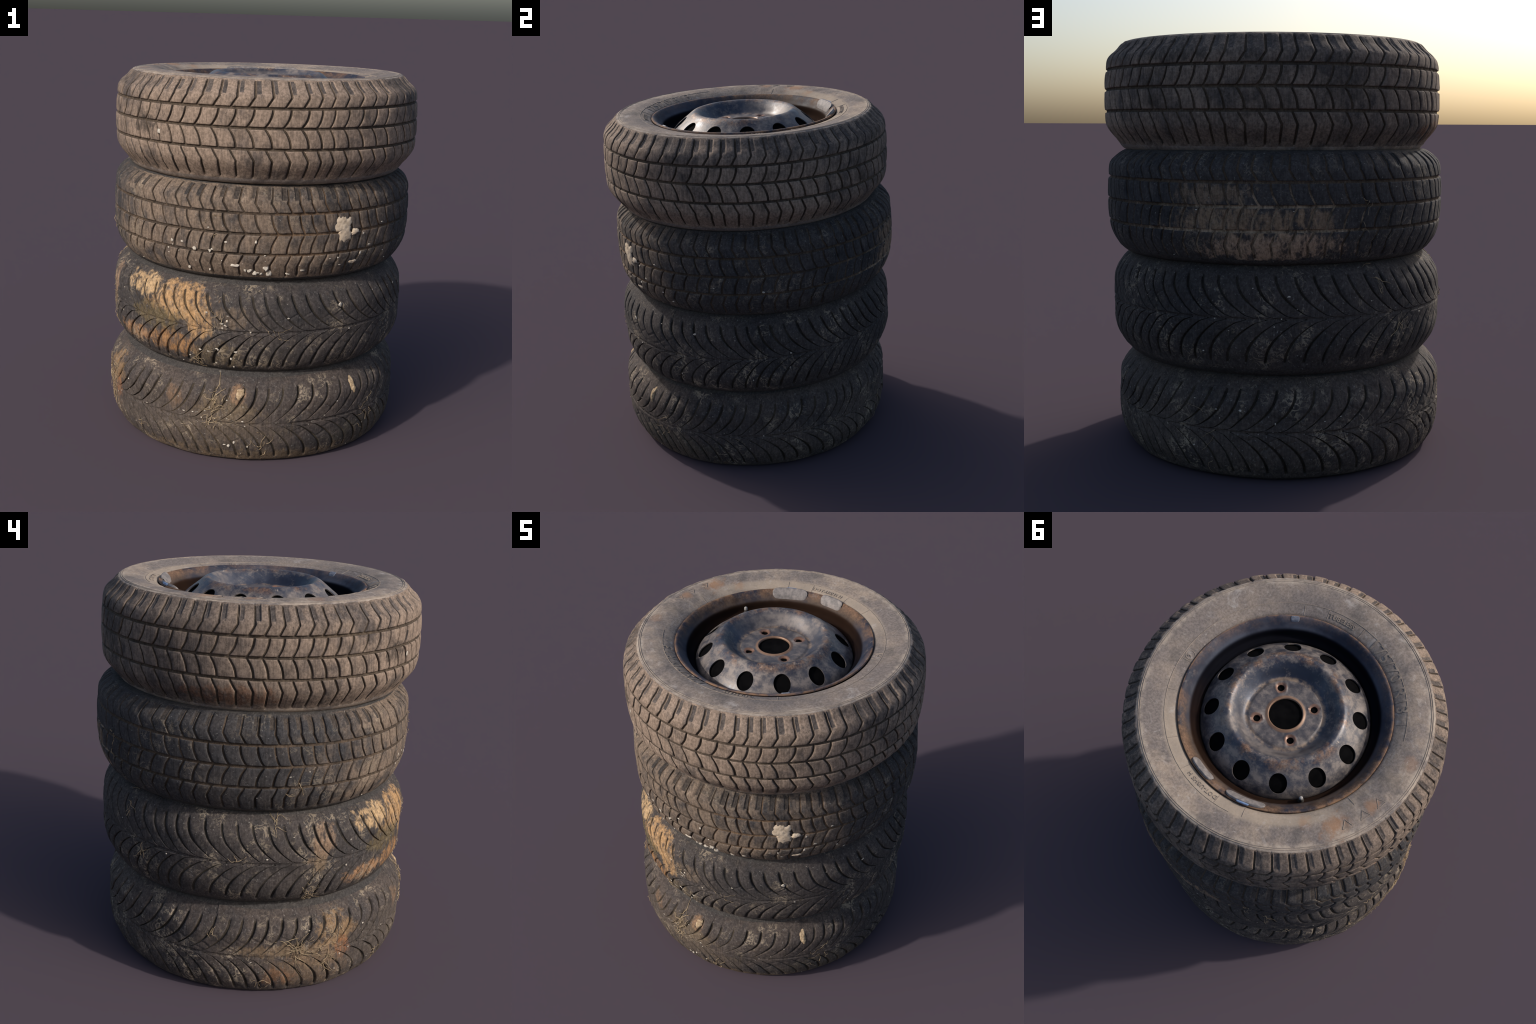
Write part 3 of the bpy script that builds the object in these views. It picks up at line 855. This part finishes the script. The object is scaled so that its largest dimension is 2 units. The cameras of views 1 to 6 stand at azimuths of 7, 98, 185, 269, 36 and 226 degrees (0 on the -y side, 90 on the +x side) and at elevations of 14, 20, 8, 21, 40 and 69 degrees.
def ridge(name, paths, width, height, mat, parent):
    """thin moulded lines on the sidewall, each path a list of (radius, degrees)"""
    V, F = [], []
    for path in paths:
        q = np.array(path, float)
        a = np.radians(q[:, 1]); r = q[:, 0]
        c = np.stack([r * np.cos(a), r * np.sin(a)], 1)
        t = np.gradient(c, axis=0); t /= np.linalg.norm(t, axis=1, keepdims=True)
        s = np.stack([-t[:, 1], t[:, 0]], 1)
        rows = []
        for off, up in ((-.5, -.0015), (-.25, height), (.25, height), (.5, -.0015)):
            p = c + s * off * width
            rows.append(np.concatenate([p, (wall_z(np.hypot(p[:, 0], p[:, 1]), np.arctan2(p[:, 1], p[:, 0])) + up)[:, None]], 1))
        G = np.stack(rows, 1)
        base = sum(len(v) for v in V)
        n = len(q)
        f = []
        for i in range(n - 1):
            for j in range(3):
                f.append([base + i * 4 + j, base + i * 4 + j + 1, base + (i + 1) * 4 + j + 1, base + (i + 1) * 4 + j])
        V.append(G.reshape(-1, 3)); F.append(np.array(f))
    me = new_mesh(name, np.concatenate(V), np.concatenate(F), [mat])
    return add_object(name, me, parent)

arc = lambda r, a, b: [(r, d) for d in np.linspace(a, b, max(8, int(abs(b - a) * 1.2)))]
lines = [arc(.606, -150, 110), arc(.7255, -180, 180), arc(.7345, -180, 180)]
for d in (-85.5, -65.5, -53, 18.3, 36, 62, 79, 102, 116.5, -119, -141.5, 170):
    lines.append([(r, d) for r in np.linspace(.552, .604, 6)])
lines.append([(.574 + .024 * math.cos(t), 15 + math.degrees(.024 * math.sin(t) / .574)) for t in np.linspace(0, TAU, 32)])
ridge("moulded_line", lines, .0046, .0017, mark_mat, tyre)
tri_lines = []
for d in (162.2, 170.6, 178.9):
    pts = [(.688, d - 2.2), (.689, d + 2.2), (.647, d + .4), (.688, d - 2.2)]
    for p, q in zip(pts[:-1], pts[1:]):
        tri_lines.append([(p[0] + (q[0] - p[0]) * t, p[1] + (q[1] - p[1]) * t) for t in np.linspace(0, 1, 6)])
ridge("triangle_mark", tri_lines, .0046, .0020, mark_mat, tyre)


def rim_plate(name, deg_a, deg_b, inner, outer, mat, thick=.009, lift=.007):
    """a clip-on weight that follows the rim flange"""
    nr, na = 9, 36
    _, rp = spline(RIM_TOP[3:12], 80)
    o = np.argsort(rp[:, 0])
    zf = lambda r: np.interp(r, rp[o, 0], rp[o, 1])
    a = np.linspace(math.radians(deg_a), math.radians(deg_b), na)
    mid, half = (inner + outer) / 2, (outer - inner) / 2
    t = np.linspace(-1, 1, na)
    shrink = np.clip(1 - np.abs(t) ** 7, .05, 1) ** .5
    rows = []
    u = np.linspace(-1, 1, nr)
    for j in range(nr):
        r = mid + half * u[j] * shrink
        dome = lift + thick * math.sqrt(max(0, 1 - u[j] ** 4)) * shrink - (.006 if abs(u[j]) == 1 else 0)
        rows.append(np.stack([r * np.cos(a), r * np.sin(a), zf(r) + dome], 1))
    V = np.stack(rows).reshape(-1, 3)
    me = new_mesh(name, V, grid_faces(nr, na, closed=False), [mat])
    ob = add_object(name, me, rim)
    return ob

rim_plate("balance_weight", 103, 126, .490, .536, lead_mat)
rim_plate("balance_weight", 76.5, 93, .493, .535, lead_mat)
rim_plate("weight_clip", -51, -46, .508, .536, clip_mat, .003, .002)
rim_plate("blue_tab", 110.5, 117.5, .529, .541, blue_mat, .004, .007)

# valve
va = math.radians(146.6)
vx, vy = .452 * math.cos(va), .452 * math.sin(va)
st = lathe("valve_stem", [(.0, .37), (.017, .37), (.016, .40), (.0115, .412), (.0105, .425), (.0, .425)], [stem_mat], 20, rim)
st.location = (vx, vy, 0)
cp = lathe("valve_cap", [(.0, .422), (.0100, .422), (.0104, .431), (.0090, .438), (.005, .441), (.0, .4415)], [cap_mat], 20, rim)
cp.location = (vx, vy, 0)

# crumbs by the flange and on the tread of the top wheel
chips = pellets("lime_chips", [(-122.7, .242, 2, .1, .001, .018), (-35, .3, 3, 60, .1, .004)], crumb_mat, tread, radius_at, 3)

# ---- second wheel: lime splash, white droppings
hub, tyre, tread, rim, radius_at, _ = built[1]
clump("lime_splash", None, .115, .130, .004, lime_mat, tread, radius_at, -52.6, .276, 7, n=44, ragged=.75)
clump("lime_splash", None, .055, .030, .004, lime_mat, tread, radius_at, -47.6, .252, 9, 24, .7)
clump("lime_splash", None, .055, .026, .004, lime_mat, tread, radius_at, -47.2, .088, 12, 24, .7)
pellets("lime_crumbs", [(-114, .172, 3, 1.5, .008, .013), (-104, .195, 3, 1.3, .004, .016), (-105, .155, 4, 1.0, .008, .015), (-80, .06, 18, 7, .014, .019),
                        (-95, .16, 44, 16, .07, .008), (-60, .1, 20, 9, .05, .008), (-60, .36, 5, 5, .02, .008), (-20, .22, 24, 18, .09, .007),
                        (180, .2, 22, 30, .1, .005), (90, .2, 20, 30, .1, .004)], crumb_mat, tread, radius_at, 5)
straws("straw_bits", [(-165, .14, 3, .03, .07, .0022), (125, .25, 4, .05, .06, .002), (-100, .3, 3, .05, .05, .0018)], straw_mat, tread, radius_at, 5)

# ---- third wheel: lichen, straw
hub, tyre, tread, rim, radius_at, _ = built[2]
pellets("pale_crumbs", [(-95, .31, 16, 3, .04, .008), (-75, .3, 12, 12, .08, .007), (-48, .36, 3, 2, .02, .014), (0, .25, 18, 30, .1, .006), (-150, .3, 20, 14, .08, .006),
                        (-100, .1, 20, 8, .04, .008), (90, .25, 34, 30, .1, .006), (-10, .30, 3, 8, .05, .011), (-40, .43, 5, 3, .01, .009)], crumb_mat, tread, radius_at, 6)
straws("straw_roots", [(-105, .07, 16, .022, .07, .0017), (-160, .06, 12, .03, .09, .0017), (-172, .42, 9, .02, .06, .0018), (138, .17, 4, .02, .09, .0028), (130, .40, 6, .03, .09, .0016),
                       (-95, .30, 8, .03, .05, .0018), (-158, .2, 10, .04, .07, .0016), (175, .24, 3, .01, .07, .0022), (-75, .25, 6, .04, .08, .0011)], straw_mat, tread, radius_at, 7)

# ---- bottom wheel: straw, roots, lichen
hub, tyre, tread, rim, radius_at, _ = built[3]
clump("lichen_clump", None, .045, .075, .008, fluff_mat, tread, radius_at, -41, .385, 15, 24, .7)
clump("lichen_clump", None, .050, .050, .007, fluff_mat, tread, radius_at, -86.8, .395, 17, 24, .6)
straws("straw_roots", [(-95, .37, 14, .022, .08, .0026), (-97, .25, 12, .03, .07, .0024), (-165, .27, 26, .025, .13, .0018), (-155, .2, 18, .05, .09, .0020), (-80, .15, 8, .05, .06, .0020), (165, .36, 6, .02, .05, .0018),
                       (-128, .12, 4, .02, .06, .002), (-150, .34, 12, .04, .07, .0018), (-35, .25, 8, .06, .07, .0014), (75, .2, 4, .05, .09, .0014), (-178, .1, 8, .04, .05, .0018)], straw_mat, tread, radius_at, 8)
pellets("pale_crumbs", [(-95, .25, 34, 16, .09, .006), (-150, .2, 34, 16, .09, .006), (-55, .2, 18, 12, .1, .006), (30, .25, 20, 30, .1, .005), (90, .25, 24, 30, .1, .006), (-87, .16, 8, 4, .03, .008)],
        crumb_mat, tread, radius_at, 9)
